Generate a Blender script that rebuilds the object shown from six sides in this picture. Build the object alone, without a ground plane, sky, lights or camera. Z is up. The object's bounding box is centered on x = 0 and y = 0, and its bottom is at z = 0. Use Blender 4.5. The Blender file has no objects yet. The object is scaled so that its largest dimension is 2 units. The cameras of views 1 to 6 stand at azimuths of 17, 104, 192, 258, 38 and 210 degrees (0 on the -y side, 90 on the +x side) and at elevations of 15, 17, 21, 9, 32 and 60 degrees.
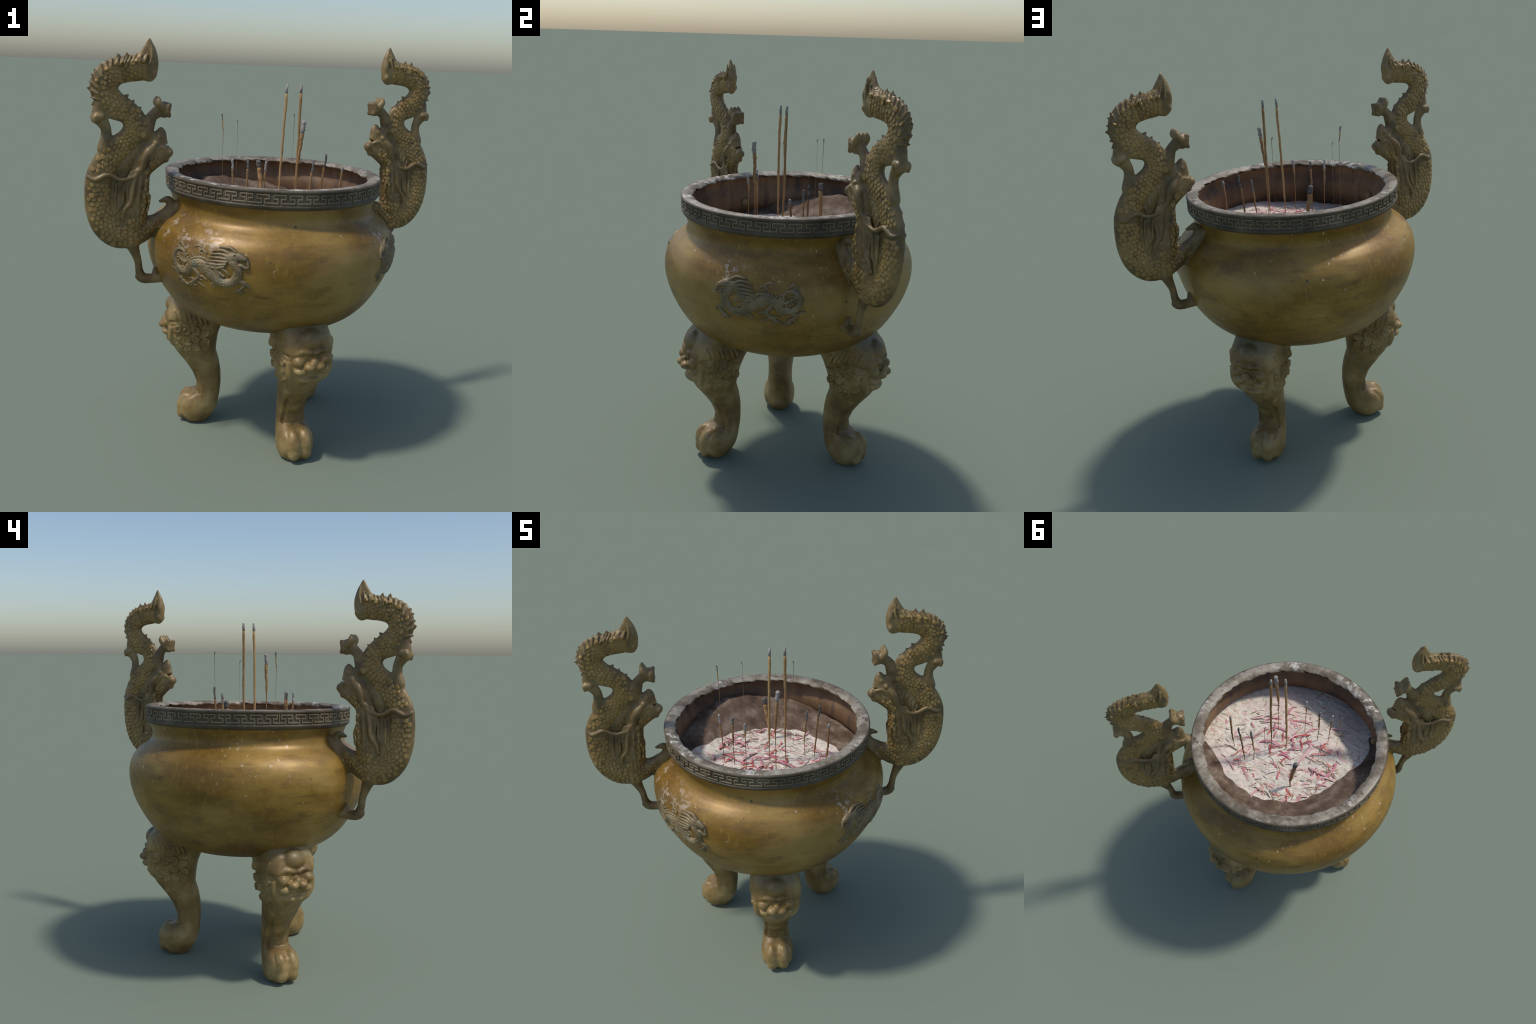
# Bronze tripod incense burner: lathe-turned bowl, key-fret rim, two dragon
# handles, three lion-mask legs, ash bed with incense sticks.
import bpy, bmesh, math, random
import numpy as np
from mathutils import Vector, Matrix, Euler
from mathutils.bvhtree import BVHTree
from mathutils import noise as mnoise

random.seed(11)
rng = np.random.default_rng(11)
SC = bpy.context.scene
CX, CY = -0.004, 0.008            # axis of the bowl


# ----------------------------------------------------------------- utilities
def smooth01(x, a, b):
    t = np.clip((np.asarray(x, float) - a) / (b - a), 0, 1)
    return t * t * (3 - 2 * t)


def spline(pts, n):
    """Catmull-Rom through control points (any number of columns)."""
    P = np.asarray(pts, float)
    P = np.vstack([2 * P[0] - P[1], P, 2 * P[-1] - P[-2]])
    m = len(P) - 3
    u = np.linspace(0, m, n)
    i = np.minimum(u.astype(int), m - 1)
    t = (u - i)[:, None]
    a, b, c, d = P[i], P[i + 1], P[i + 2], P[i + 3]
    return 0.5 * (2 * b + (c - a) * t + (2 * a - 5 * b + 4 * c - d) * t ** 2 + (3 * b - a - 3 * c + d) * t ** 3)


def make_obj(name, verts, faces, mat, parent=None, smooth=True, kind=None):
    me = bpy.data.meshes.new(name)
    me.from_pydata([tuple(v) for v in np.asarray(verts).tolist()], [], [tuple(f) for f in (faces.tolist() if isinstance(faces, np.ndarray) else faces)])
    me.update()
    if smooth:
        me.polygons.foreach_set("use_smooth", [True] * len(me.polygons))
    me.materials.append(mat)
    ob = bpy.data.objects.new(name, me)
    SC.collection.objects.link(ob)
    if parent:
        ob.parent = parent
    if kind:
        ob["kind"] = kind
    return ob


def copy_of(ob, parent, matrix=None, name=None):
    c = ob.copy()
    if name:
        c.name = name
    SC.collection.objects.link(c)
    c.parent = parent
    if matrix is not None:
        c.matrix_local = matrix
    return c


def empty(name, parent=None, matrix=None):
    e = bpy.data.objects.new(name, None)
    e.empty_display_size = 0.1
    SC.collection.objects.link(e)
    if parent:
        e.parent = parent
    if matrix is not None:
        e.matrix_local = matrix
    return e


def fix_normals(ob):
    bm = bmesh.new()
    bm.from_mesh(ob.data)
    bmesh.ops.recalc_face_normals(bm, faces=bm.faces)
    bm.to_mesh(ob.data)
    bm.free()


class Soup:
    """Collects several pieces into one mesh."""
    def __init__(self):
        self.v, self.f, self.n = [], [], 0

    def add(self, v, f):
        v = np.asarray(v, float)
        self.v.append(v)
        self.f += [tuple(int(i) + self.n for i in q) for q in f]
        self.n += len(v)

    def obj(self, name, mat, parent, smooth=True, kind=None):
        return make_obj(name, np.vstack(self.v), self.f, mat, parent, smooth, kind)


def tube(path, radii, sides=8, flat=1.0, up=None):
    """Tube around a 3D path with caps; flat squeezes it along 'up'."""
    P = np.asarray(path, float)
    R = np.broadcast_to(np.asarray(radii, float), (len(P),))
    T = np.gradient(P, axis=0)
    T /= np.linalg.norm(T, axis=1)[:, None] + 1e-12
    ref = np.array(up if up is not None else (0.3, 0.2, 1.0), float)
    V, F = [], []
    a = np.linspace(0, 2 * np.pi, sides, endpoint=False)
    for p, t, r in zip(P, T, R):
        x = np.cross(t, ref)
        if np.linalg.norm(x) < 1e-6:
            x = np.cross(t, (1, 0, 0))
        x /= np.linalg.norm(x)
        y = np.cross(x, t)
        V.append(p + r * (np.cos(a)[:, None] * x + flat * np.sin(a)[:, None] * y))
    V = np.vstack(V)
    n = len(P)
    for i in range(n - 1):
        for j in range(sides):
            k = (j + 1) % sides
            F.append((i * sides + j, i * sides + k, (i + 1) * sides + k, (i + 1) * sides + j))
    V = np.vstack([V, P[0], P[-1]])
    for j in range(sides):
        k = (j + 1) % sides
        F.append((n * sides, k, j))
        F.append((n * sides + 1, (n - 1) * sides + j, (n - 1) * sides + k))
    return V, F


# ------------------------------------------------- distance-field modelling
class Field:
    """Signed distance field on a box grid, meshed with surface nets."""
    def __init__(self, lo, hi, h):
        self.lo, self.h = np.array(lo, float), h
        self.n = np.ceil((np.array(hi) - lo) / h).astype(int) + 1
        self.d = np.full(self.n, 1.0, np.float32)
        self.ax = [self.lo[i] + h * np.arange(self.n[i]) for i in range(3)]

    def box(self, lo, hi):
        s = []
        for i in range(3):
            a = int(np.clip(np.floor((lo[i] - self.lo[i]) / self.h), 0, self.n[i]))
            b = int(np.clip(np.ceil((hi[i] - self.lo[i]) / self.h) + 1, 0, self.n[i]))
            s.append(slice(a, b))
        return tuple(s), self.ax[0][s[0]][:, None, None], self.ax[1][s[1]][None, :, None], self.ax[2][s[2]][None, None, :]

    @staticmethod
    def smin(a, b, k):
        h = np.clip(0.5 + 0.5 * (b - a) / k, 0, 1)
        return b * (1 - h) + a * h - k * h * (1 - h)

    def put(self, fn, lo, hi, k, cut=False):
        pad = 3 * k + 3 * self.h
        s, x, y, z = self.box(np.array(lo) - pad, np.array(hi) + pad)
        if min(q.stop - q.start for q in s) <= 0:
            return
        d = fn(x, y, z).astype(np.float32)
        self.d[s] = -self.smin(-self.d[s], d, k) if cut else self.smin(self.d[s], d, k)

    def chain(self, pts, k=0.01, q=1.0, n=None, cut=False, y0=None):
        """Round-cone chain; pts rows (x, y, z, r). q > 1 squeezes it along y."""
        P = spline(pts, n or max(3, 6 * (len(pts) - 1) + 1)) if len(pts) > 2 else np.asarray(pts, float)
        lo = (P[:, :3] - P[:, 3:4]).min(0)
        hi = (P[:, :3] + P[:, 3:4]).max(0)

        def fn(x, y, z):
            best = None
            for a, b in zip(P[:-1], P[1:]):
                ab = b - a
                l2 = ab[0] ** 2 + (q * ab[1]) ** 2 + ab[2] ** 2 + 1e-12
                px, py, pz = x - a[0], (y - a[1]) * q, z - a[2]
                t = np.clip((px * ab[0] + py * ab[1] * q + pz * ab[2]) / l2, 0, 1)
                d = np.sqrt((px - t * ab[0]) ** 2 + (py - t * ab[1] * q) ** 2 + (pz - t * ab[2]) ** 2) - (a[3] + t * ab[3])
                best = d if best is None else np.minimum(best, d)
            return best
        self.put(fn, lo, hi, k, cut)

    def ball(self, c, r, k=0.008, cut=False, rot=None):
        c, r = np.array(c, float), np.array(r if np.ndim(r) else (r, r, r), float)
        R = np.array(Euler(rot).to_matrix()) if rot else np.eye(3)
        m = r.max()

        def fn(x, y, z):
            px, py, pz = x - c[0], y - c[1], z - c[2]
            u = [(px * R[0, i] + py * R[1, i] + pz * R[2, i]) / r[i] for i in range(3)]
            l = np.sqrt(u[0] ** 2 + u[1] ** 2 + u[2] ** 2)
            g = np.sqrt((u[0] / r[0]) ** 2 + (u[1] / r[1]) ** 2 + (u[2] / r[2]) ** 2) + 1e-6
            return l * (l - 1) / g
        self.put(fn, c - m, c + m, k, cut)

    def mesh(self, relax=2):
        d, h = self.d, self.h
        nx, ny, nz = d.shape
        acc = np.zeros((nx - 1, ny - 1, nz - 1, 3), np.float32)
        cnt = np.zeros((nx - 1, ny - 1, nz - 1), np.float32)
        ins = d < 0
        corner = lambda i, j, k: (slice(i, nx - 1 + i), slice(j, ny - 1 + j), slice(k, nz - 1 + k))
        cs = [(i, j, k) for i in (0, 1) for j in (0, 1) for k in (0, 1)]
        for a in cs:
            for ax in range(3):
                if a[ax]:
                    continue
                b = list(a)
                b[ax] = 1
                da, db = d[corner(*a)], d[corner(*b)]
                m = (da < 0) != (db < 0)
                t = np.where(m, da / np.where(m, da - db, 1), 0)
                for c in range(3):
                    acc[..., c] += np.where(m, a[c] + (t if c == ax else 0), 0)
                cnt += m
        act = cnt > 0
        idx = np.full(act.shape, -1, np.int64)
        idx[act] = np.arange(act.sum())
        V = (np.argwhere(act) + acc[act] / cnt[act][:, None]) * h + self.lo
        F = []
        for ax in range(3):
            sa = [slice(None)] * 3
            sb = [slice(None)] * 3
            sa[ax], sb[ax] = slice(0, -1), slice(1, None)
            A, B = ins[tuple(sa)], ins[tuple(sb)]
            m = A != B
            p = np.argwhere(m)
            flip = A[m]
            o1, o2 = [i for i in range(3) if i != ax]
            ok = (p[:, o1] > 0) & (p[:, o2] > 0) & (p[:, o1] < d.shape[o1] - 1) & (p[:, o2] < d.shape[o2] - 1)
            p, flip = p[ok], flip[ok]

            def cell(a, b):
                q = p.copy()
                q[:, o1] -= a
                q[:, o2] -= b
                return idx[q[:, 0], q[:, 1], q[:, 2]]
            quad = np.stack([cell(1, 1), cell(0, 1), cell(0, 0), cell(1, 0)], 1)
            if ax == 1:
                flip = ~flip
            quad[~flip] = quad[~flip][:, ::-1]
            F.append(quad)
        F = np.vstack(F)
        # umbrella relaxation
        e = np.vstack([F[:, [0, 1]], F[:, [1, 2]], F[:, [2, 3]], F[:, [3, 0]]])
        e = np.vstack([e, e[:, ::-1]])
        deg = np.bincount(e[:, 0], minlength=len(V)).astype(float)
        for _ in range(relax):
            s = np.stack([np.bincount(e[:, 0], weights=V[e[:, 1], c], minlength=len(V)) for c in range(3)], 1)
            V = V * 0.45 + 0.55 * s / deg[:, None]
        return V, F


def vertex_normals(V, F):
    n = np.cross(V[F[:, 2]] - V[F[:, 0]], V[F[:, 3]] - V[F[:, 1]])
    N = np.zeros_like(V)
    for c in range(4):
        np.add.at(N, F[:, c], n)
    return N / (np.linalg.norm(N, axis=1)[:, None] + 1e-12)


def split_regions(V, F, region, names, mats, parent):
    """One smooth surface cut into named parts whose border vertices and normals coincide."""
    N = vertex_normals(V, F)
    out = {}
    for r, nm in enumerate(names):
        f = F[region == r]
        if not len(f):
            continue
        used = np.unique(f)
        remap = np.full(len(V), -1)
        remap[used] = np.arange(len(used))
        ob = make_obj(nm, V[used], remap[f], mats[r], parent)
        ob.data.normals_split_custom_set_from_vertices([tuple(x) for x in N[used].tolist()])
        out[nm] = ob
    return out


# ----------------------------------------------------------------- materials
class Mat:
    def __init__(self, name):
        self.m = bpy.data.materials.new(name)
        self.m.use_nodes = True
        self.t = self.m.node_tree
        self.b = self.t.nodes["Principled BSDF"]
        self.co = self.t.nodes.new("ShaderNodeTexCoord").outputs["Object"]

    def node(self, typ, **kw):
        n = self.t.nodes.new("ShaderNode" + typ)
        for k, v in kw.items():
            if k in n.inputs:
                n.inputs[k].default_value = v
            else:
                setattr(n, k, v)
        return n

    def link(self, a, b):
        self.t.links.new(a, b)

    def vec(self, scale=(1, 1, 1), loc=(0, 0, 0), rot=(0, 0, 0)):
        n = self.node("Mapping")
        n.inputs["Scale"].default_value = scale
        n.inputs["Location"].default_value = loc
        n.inputs["Rotation"].default_value = rot
        self.link(self.co, n.inputs["Vector"])
        return n.outputs[0]

    def noise(self, scale, detail=4, rough=0.55, vec=None, dist=0.0):
        n = self.node("TexNoise", Scale=scale, Detail=detail, Roughness=rough, Distortion=dist)
        self.link(vec or self.co, n.inputs["Vector"])
        return n.outputs["Fac"]

    def voronoi(self, scale, vec=None, out="Distance", feature="F1"):
        n = self.node("TexVoronoi", feature=feature)
        n.inputs["Scale"].default_value = scale
        self.link(vec or self.co, n.inputs["Vector"])
        return n.outputs[out]

    def ramp(self, fac, stops, interp="LINEAR"):
        n = self.node("ValToRGB")
        n.color_ramp.interpolation = interp
        e = n.color_ramp.elements
        while len(e) < len(stops):
            e.new(0.5)
        for el, (p, c) in zip(e, stops):
            el.position = p
            el.color = (*c, 1) if len(c) == 3 else c
        self.link(fac, n.inputs[0])
        return n.outputs[0]

    def mask(self, fac, lo, hi):
        n = self.node("MapRange")
        n.inputs["From Min"].default_value = lo
        n.inputs["From Max"].default_value = hi
        self.link(fac, n.inputs["Value"])
        return n.outputs[0]

    def mix(self, fac, a, b, blend="MIX"):
        n = self.node("MixRGB", blend_type=blend)
        for s, v in zip(n.inputs, (fac, a, b)):
            if isinstance(v, (int, float)):
                s.default_value = v
            elif isinstance(v, tuple):
                s.default_value = (*v, 1)
            else:
                self.link(v, s)
        return n.outputs[0]

    def math(self, op, a, b=0.0):
        n = self.node("Math", operation=op)
        for s, v in zip(n.inputs, (a, b)):
            if isinstance(v, (int, float)):
                s.default_value = v
            else:
                self.link(v, s)
        return n.outputs[0]

    def random(self):
        return self.node("ObjectInfo").outputs["Random"]

    def done(self, color, rough=0.5, metal=0.0, bump=None, strength=0.3, dist=0.01, spec=0.5):
        for key, v in (("Base Color", color), ("Roughness", rough), ("Metallic", metal)):
            if isinstance(v, (int, float)):
                self.b.inputs[key].default_value = v
            elif isinstance(v, tuple):
                self.b.inputs[key].default_value = (*v, 1)
            else:
                self.link(v, self.b.inputs[key])
        self.b.inputs["Specular IOR Level"].default_value = spec
        if bump is not None:
            n = self.node("Bump", Strength=strength, Distance=dist)
            self.link(bump, n.inputs["Height"])
            self.link(n.outputs[0], self.b.inputs["Normal"])
        return self.m


def mat_bowl():
    M = Mat("polished_bronze")
    big = M.noise(2.3, 5, 0.6, M.vec((1, 1, 1.6)))
    col = M.ramp(big, [(0.32, (0.126, 0.063, 0.010)), (0.50, (0.226, 0.124, 0.016)), (0.68, (0.335, 0.204, 0.040))])
    streak = M.noise(9, 6, 0.65, M.vec((1, 1, 5)))
    col = M.mix(M.mask(streak, 0.50, 0.75), col, (0.150, 0.078, 0.018))
    fine = M.noise(60, 3, 0.6, M.vec((1, 1, 0.35)))
    col = M.mix(M.mask(fine, 0.55, 0.8), col, (0.34, 0.20, 0.045))
    # pale dust flecks and tiny pits of verdigris
    def spot(center, r0, r1):
        d = M.node("VectorMath", operation="DISTANCE")
        M.link(M.co, d.inputs[0])
        d.inputs[1].default_value = center
        return M.mask(d.outputs["Value"], r1, r0)
    fleck = M.noise(46, 2, 0.5, M.vec((1, 1, 0.6)))
    gate = M.noise(3.1, 2, 0.5, M.vec(loc=(3, 1, 2)))
    f = M.math("MULTIPLY", M.mask(fleck, 0.70, 0.74), M.mask(gate, 0.50, 0.60))
    f2 = M.math("MULTIPLY", M.mask(fleck, 0.66, 0.71), spot((-0.56, 0.12, 1.12), 0.05, 0.22))
    col = M.mix(M.math("MAXIMUM", f, f2), col, (0.56, 0.47, 0.34))
    crust = M.noise(17, 5, 0.7, M.vec((1, 1, 1.5), loc=(2, 9, 5)))
    for c_ in ((-0.20, -0.56, 1.125), (-0.08, -0.60, 1.10), (0.59, -0.13, 1.115), (-0.32, -0.46, 1.14)):
        col = M.mix(M.math("MULTIPLY", M.mask(crust, 0.53, 0.60), spot(c_, 0.04, 0.13)), col, (0.42, 0.32, 0.22))
    worn = M.noise(1.7, 3, 0.5, M.vec((1, 1, 1.8), loc=(5, 6, 2)))
    col = M.mix(M.math("MULTIPLY", M.mask(worn, 0.50, 0.68), 0.5), col, (0.45, 0.308, 0.105))
    stain = M.noise(5, 5, 0.65, M.vec((1, 1, 2.2), loc=(1, 4, 7)))
    col = M.mix(M.math("MULTIPLY", M.mask(stain, 0.52, 0.68), 0.55), col, (0.115, 0.060, 0.020))
    pit = M.noise(27, 2, 0.5, M.vec(loc=(7, 3, 1)))
    col = M.mix(M.mask(pit, 0.75, 0.78), col, (0.060, 0.060, 0.028))
    return M.done(col, M.math("ADD", M.math("MULTIPLY", big, 0.35), 0.24), 0.20, fine, 0.06, 0.004)


def mat_cast(name, dark, mid, light, green=0.35, metal=0.2, rough=0.5, scale=1.0, joint=None):
    M = Mat(name)
    n1 = M.noise(7 * scale, 6, 0.65)
    col = M.ramp(n1, [(0.30, dark), (0.50, mid), (0.70, light)])
    n2 = M.noise(16 * scale, 4, 0.6, M.vec(loc=(4, 2, 9)))
    g = M.math("MULTIPLY", M.mask(n2, 0.56, 0.72), green)
    col = M.mix(g, col, (0.135, 0.160, 0.120))
    fine = M.noise(110, 3, 0.6)
    col = M.mix(M.math("MULTIPLY", M.mask(fine, 0.55, 0.8), 0.35), col, light)
    if joint:                                  # verdigris run-off where the leg meets the bowl
        sep = M.node("SeparateXYZ")
        M.link(M.co, sep.inputs[0])
        edge = M.math("ADD", sep.outputs["Z"], M.math("MULTIPLY", sep.outputs["X"], 0.35))
        g2 = M.math("MULTIPLY", M.mask(M.math("ADD", edge, M.math("MULTIPLY", n1, 0.10)), joint, joint + 0.05), 0.5)
        col = M.mix(g2, col, (0.085, 0.105, 0.070))
    return M.done(col, rough, metal, fine, 0.12, 0.004)


def mat_rim_top():
    M = Mat("weathered_rim_bronze")
    n1 = M.noise(9, 6, 0.7)
    col = M.ramp(n1, [(0.30, (0.060, 0.045, 0.030)), (0.47, (0.155, 0.125, 0.085)), (0.60, (0.31, 0.275, 0.215)), (0.74, (0.125, 0.092, 0.055))])
    ash = M.noise(14, 5, 0.75, M.vec(loc=(2, 5, 1)))
    gate = M.noise(3.0, 2, 0.5, M.vec(loc=(1, 8, 3)))
    m = M.math("MULTIPLY", M.mask(ash, 0.52, 0.60), M.mask(gate, 0.48, 0.60))
    col = M.mix(m, col, (0.62, 0.59, 0.52))
    rim = M.noise(22, 4, 0.6, M.vec(loc=(6, 1, 4)))
    col = M.mix(M.mask(rim, 0.60, 0.70), col, (0.10, 0.062, 0.036))
    return M.done(col, 0.55, 0.1, ash, 0.35, 0.006)


def mat_inner():
    M = Mat("sooty_inner_wall")
    n1 = M.noise(4, 5, 0.6, M.vec((1, 1, 0.5)))
    col = M.ramp(n1, [(0.32, (0.055, 0.030, 0.016)), (0.52, (0.165, 0.090, 0.042)), (0.70, (0.260, 0.155, 0.080))])
    run = M.noise(14, 3, 0.6, M.vec((1, 1, 0.08)))
    col = M.mix(M.mask(run, 0.56, 0.70), col, (0.06, 0.042, 0.034))
    return M.done(col, 0.65, 0.0)


def mat_ash():
    M = Mat("incense_ash")
    n1 = M.noise(34, 6, 0.74, M.vec((1, 1.7, 1)), 1.4)
    col = M.ramp(n1, [(0.27, (0.22, 0.165, 0.105)), (0.40, (0.56, 0.47, 0.36)), (0.52, (0.80, 0.74, 0.63)), (0.78, (0.88, 0.84, 0.78))])
    n2 = M.noise(4.0, 4, 0.6, M.vec(loc=(2, 2, 0)))
    col = M.mix(M.math("MULTIPLY", M.mask(n2, 0.50, 0.62), 0.75), col, (0.74, 0.60, 0.54))
    pink = M.noise(10, 4, 0.6, M.vec((1, 3.6, 1), rot=(0, 0, 0.9)), 1.0)
    col = M.mix(M.math("MULTIPLY", M.mask(pink, 0.58, 0.66), 0.6), col, (0.66, 0.26, 0.25))
    mag = M.noise(12, 3, 0.6, M.vec((3.6, 1, 1), loc=(5, 1, 0), rot=(0, 0, -0.3)), 0.8)
    col = M.mix(M.math("MULTIPLY", M.mask(mag, 0.63, 0.70), 0.7), col, (0.52, 0.10, 0.16))
    tan = M.noise(13, 3, 0.6, M.vec((1, 4, 1), loc=(8, 3, 0), rot=(0, 0, 0.4)), 0.6)
    col = M.mix(M.math("MULTIPLY", M.mask(tan, 0.64, 0.70), 0.6), col, (0.48, 0.28, 0.12))
    grey = M.noise(2.6, 3, 0.5, M.vec(loc=(9, 4, 0)))
    col = M.mix(M.math("MULTIPLY", M.mask(grey, 0.56, 0.70), 0.55), col, (0.36, 0.34, 0.33))
    return M.done(col, 0.95, 0.0, n1, 0.6, 0.01, 0.1)


def mat_plain(name, a, b, rough=0.8, scale=40, spec=0.2):
    M = Mat(name)
    r = M.random()
    n = M.noise(scale, 3, 0.6)
    f = M.math("ADD", M.math("MULTIPLY", n, 0.7), M.math("MULTIPLY", r, 0.35))
    col = M.ramp(f, [(0.25, a), (0.75, b)])
    return M.done(col, rough, 0.0, n, 0.2, 0.002, spec)


BOWL = mat_bowl()
HANDLE = mat_cast("dark_cast_bronze", (0.066, 0.043, 0.018), (0.180, 0.120, 0.046), (0.330, 0.232, 0.098), 0.26, 0.1, 0.46)
SCALE_M = mat_cast("golden_scale_bronze", (0.130, 0.078, 0.022), (0.270, 0.168, 0.046), (0.400, 0.265, 0.095), 0.22, 0.1, 0.42)
LEG = mat_cast("leg_bronze", (0.105, 0.062, 0.018), (0.235, 0.150, 0.048), (0.390, 0.280, 0.120), 0.28, 0.1, 0.46, joint=0.885)
KEY = mat_cast("key_fret_bronze", (0.100, 0.075, 0.045), (0.180, 0.135, 0.075), (0.290, 0.235, 0.160), 0.25, 0.15, 0.5)
BAND = mat_cast("dark_band_bronze", (0.045, 0.034, 0.022), (0.085, 0.064, 0.040), (0.150, 0.118, 0.080), 0.35, 0.05, 0.6)
RELIEF = mat_cast("relief_bronze", (0.110, 0.080, 0.040), (0.210, 0.150, 0.070), (0.310, 0.240, 0.140), 0.8, 0.15, 0.5, 1.4)
RIM = mat_rim_top()
INNER = mat_inner()
ASH = mat_ash()
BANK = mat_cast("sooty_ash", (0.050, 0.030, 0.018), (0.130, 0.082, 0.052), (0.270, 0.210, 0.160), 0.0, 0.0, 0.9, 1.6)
STICK = mat_plain("joss_stick", (0.23, 0.13, 0.055), (0.44, 0.27, 0.12))
TIP = mat_plain("burnt_tip", (0.055, 0.050, 0.045), (0.40, 0.375, 0.34), 0.9, 90)
RED = mat_plain("red_paper", (0.46, 0.050, 0.050), (0.70, 0.26, 0.24), 0.8, 14)
PINK = mat_plain("pink_paper", (0.50, 0.14, 0.20), (0.80, 0.60, 0.55), 0.8, 14)
TAN = mat_plain("spent_stub", (0.30, 0.17, 0.08), (0.62, 0.52, 0.40), 0.8, 20)
PALE = mat_plain("pale_ash_curl", (0.58, 0.50, 0.40), (0.80, 0.76, 0.70), 0.9, 30)

# ---------------------------------------------------------------- the vessel
burner = empty("incense_burner")
burner["label"] = "bronze tripod incense burner with dragon handles and lion-mask legs"
burner["category"] = "incense burner"

TILT = (-0.018, 0.0115)


def tilted(V):
    """The rim sits slightly out of level."""
    V = np.asarray(V, float).copy()
    w = smooth01(V[:, 2], 0.88, 1.12)
    V[:, 2] += w * (TILT[0] * (V[:, 0] - CX) + TILT[1] * (V[:, 1] - CY))
    return V


def bulge(V):
    """The shoulder of the casting is fuller on one side."""
    V = np.asarray(V, float).copy()
    w = smooth01(V[:, 2], 0.78, 1.04) * (1 - smooth01(V[:, 2], 1.14, 1.22))
    V[:, 0] -= 0.003 * w
    V[:, 1] += 0.003 * w
    return V


def lathe(name, prof, mat, parent, seg=288, wobble=None):
    prof = np.asarray(prof, float)
    a = np.linspace(0, 2 * np.pi, seg, endpoint=False)
    r, z = prof[:, :1], prof[:, 1:2]
    rr = np.repeat(r, seg, 1)
    zz = np.repeat(z, seg, 1)
    if wobble is not None:
        dr, dz = wobble(np.arange(len(prof))[:, None], a[None, :], rr, zz)
        rr, zz = rr + dr, zz + dz
    V = bulge(np.stack([CX + rr * np.cos(a), CY + rr * np.sin(a), zz], -1).reshape(-1, 3))
    n = len(prof)
    i, j = np.meshgrid(np.arange(n - 1), np.arange(seg), indexing="ij")
    k = (j + 1) % seg
    F = np.stack([i * seg + j, i * seg + k, (i + 1) * seg + k, (i + 1) * seg + j], -1).reshape(-1, 4)
    ob = make_obj(name, tilted(V), F, mat, parent)
    return ob


BELLY = [(0.655, 0.3780), (0.697, 0.4530), (0.749, 0.5090), (0.80, 0.5452), (0.85, 0.5730), (0.90, 0.5960), (0.95, 0.6110), (1.00, 0.6204),
         (1.05, 0.6200), (1.09, 0.6110), (1.12, 0.5965), (1.145, 0.5770), (1.165, 0.5540)]
low = [(0.001, 0.616), (0.10, 0.617), (0.20, 0.621), (0.28, 0.629), (0.335, 0.641)]
up = [(0.533, 1.181), (0.516, 1.197), (0.506, 1.215), (0.503, 1.240), (0.511, 1.265), (0.521, 1.286)]
outer = spline(low + [(r, z) for z, r in BELLY] + up, 130)
_bz, _br = outer[40:, 1], outer[40:, 0]


def bowl_r(z):
    return np.interp(z, _bz, _br)


ph = rng.uniform(0, 6.28, 8)


def belly_wobble(i, a, r, z):
    """Slight hammered unevenness; the casting is flattened below on one side."""
    d = 0.0022 * np.sin(2 * a + ph[0] + 5 * z) + 0.0016 * np.sin(3 * a + ph[1]) + 0.0010 * np.sin(7 * a + ph[2] + 11 * z)
    return d * smooth01(z, 0.62, 0.75) * (1 - smooth01(z, 1.15, 1.25)), 0 * r


belly = lathe("bowl", outer, BOWL, burner, wobble=belly_wobble)
neck_in = spline([(0.474, 1.357), (0.498, 1.351), (0.515, 1.337), (0.518, 1.31), (0.508, 1.285), (0.498, 1.262), (0.495, 1.24), (0.497, 1.21), (0.504, 1.185), (0.525, 1.155), (0.550, 1.115), (0.575, 1.05), (0.575, 0.98)], 44)
inner = lathe("inner_wall", neck_in, INNER, burner)
fix_normals(inner)

# rim: thick lip with a recessed band that carries the key fret
lip = [(0.520, 1.2835), (0.526, 1.288), (0.5305, 1.294), (0.5335, 1.300), (0.5335, 1.305), (0.5300, 1.309), (0.5300, 1.33), (0.5305, 1.352),
       (0.5315, 1.359), (0.5345, 1.3615), (0.5365, 1.366), (0.5355, 1.372), (0.5295, 1.3755)]
band = lathe("rim_band", spline(lip, 40), BAND, burner)


def rim_rough(i, a, r, z):
    d = 0 * (i + a)
    for k, (f, s) in enumerate(((5, .0012), (11, .0012), (23, .0014), (41, .0012), (67, .0009))):
        d = d + s * np.sin(f * a + ph[k] + 0.35 * i)
    edge = smooth01(-r, -0.500, -0.478)
    return d * (0.2 + 1.5 * edge), 0.6 * d * (0.4 + edge)


top = spline([(0.5300, 1.3752), (0.520, 1.3775), (0.505, 1.3775), (0.490, 1.375), (0.479, 1.370), (0.4735, 1.365), (0.4740, 1.359), (0.486, 1.353)], 26)
rim = lathe("rim", top, RIM, burner, seg=420, wobble=rim_rough)

# key fret: one raised line that doubles back around interlocking T shapes
PER = 46
fret = Soup()
unit = [(-0.36, 0.93), (0.36, 0.93), (0.36, 0.52), (0.10, 0.52), (0.10, 0.07), (0.90, 0.07), (0.90, 0.52), (0.64, 0.52), (0.64, 0.93)]
Z0, Z1 = 1.3145, 1.3565
W = 0.0031


def on_band(x, y, lift):
    """x in periods, y 0..1 across the band."""
    x, y = np.broadcast_arrays(np.asarray(x, float), y)
    a = 2 * np.pi * x / PER
    z = Z0 + (Z1 - Z0) * y
    r = 0.5298 + 0.0008 * y + lift
    return np.stack([CX + r * np.cos(a), CY + r * np.sin(a), z], -1)


wx, wy = W / (2 * np.pi * 0.525 / PER), W / (Z1 - Z0)


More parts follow.
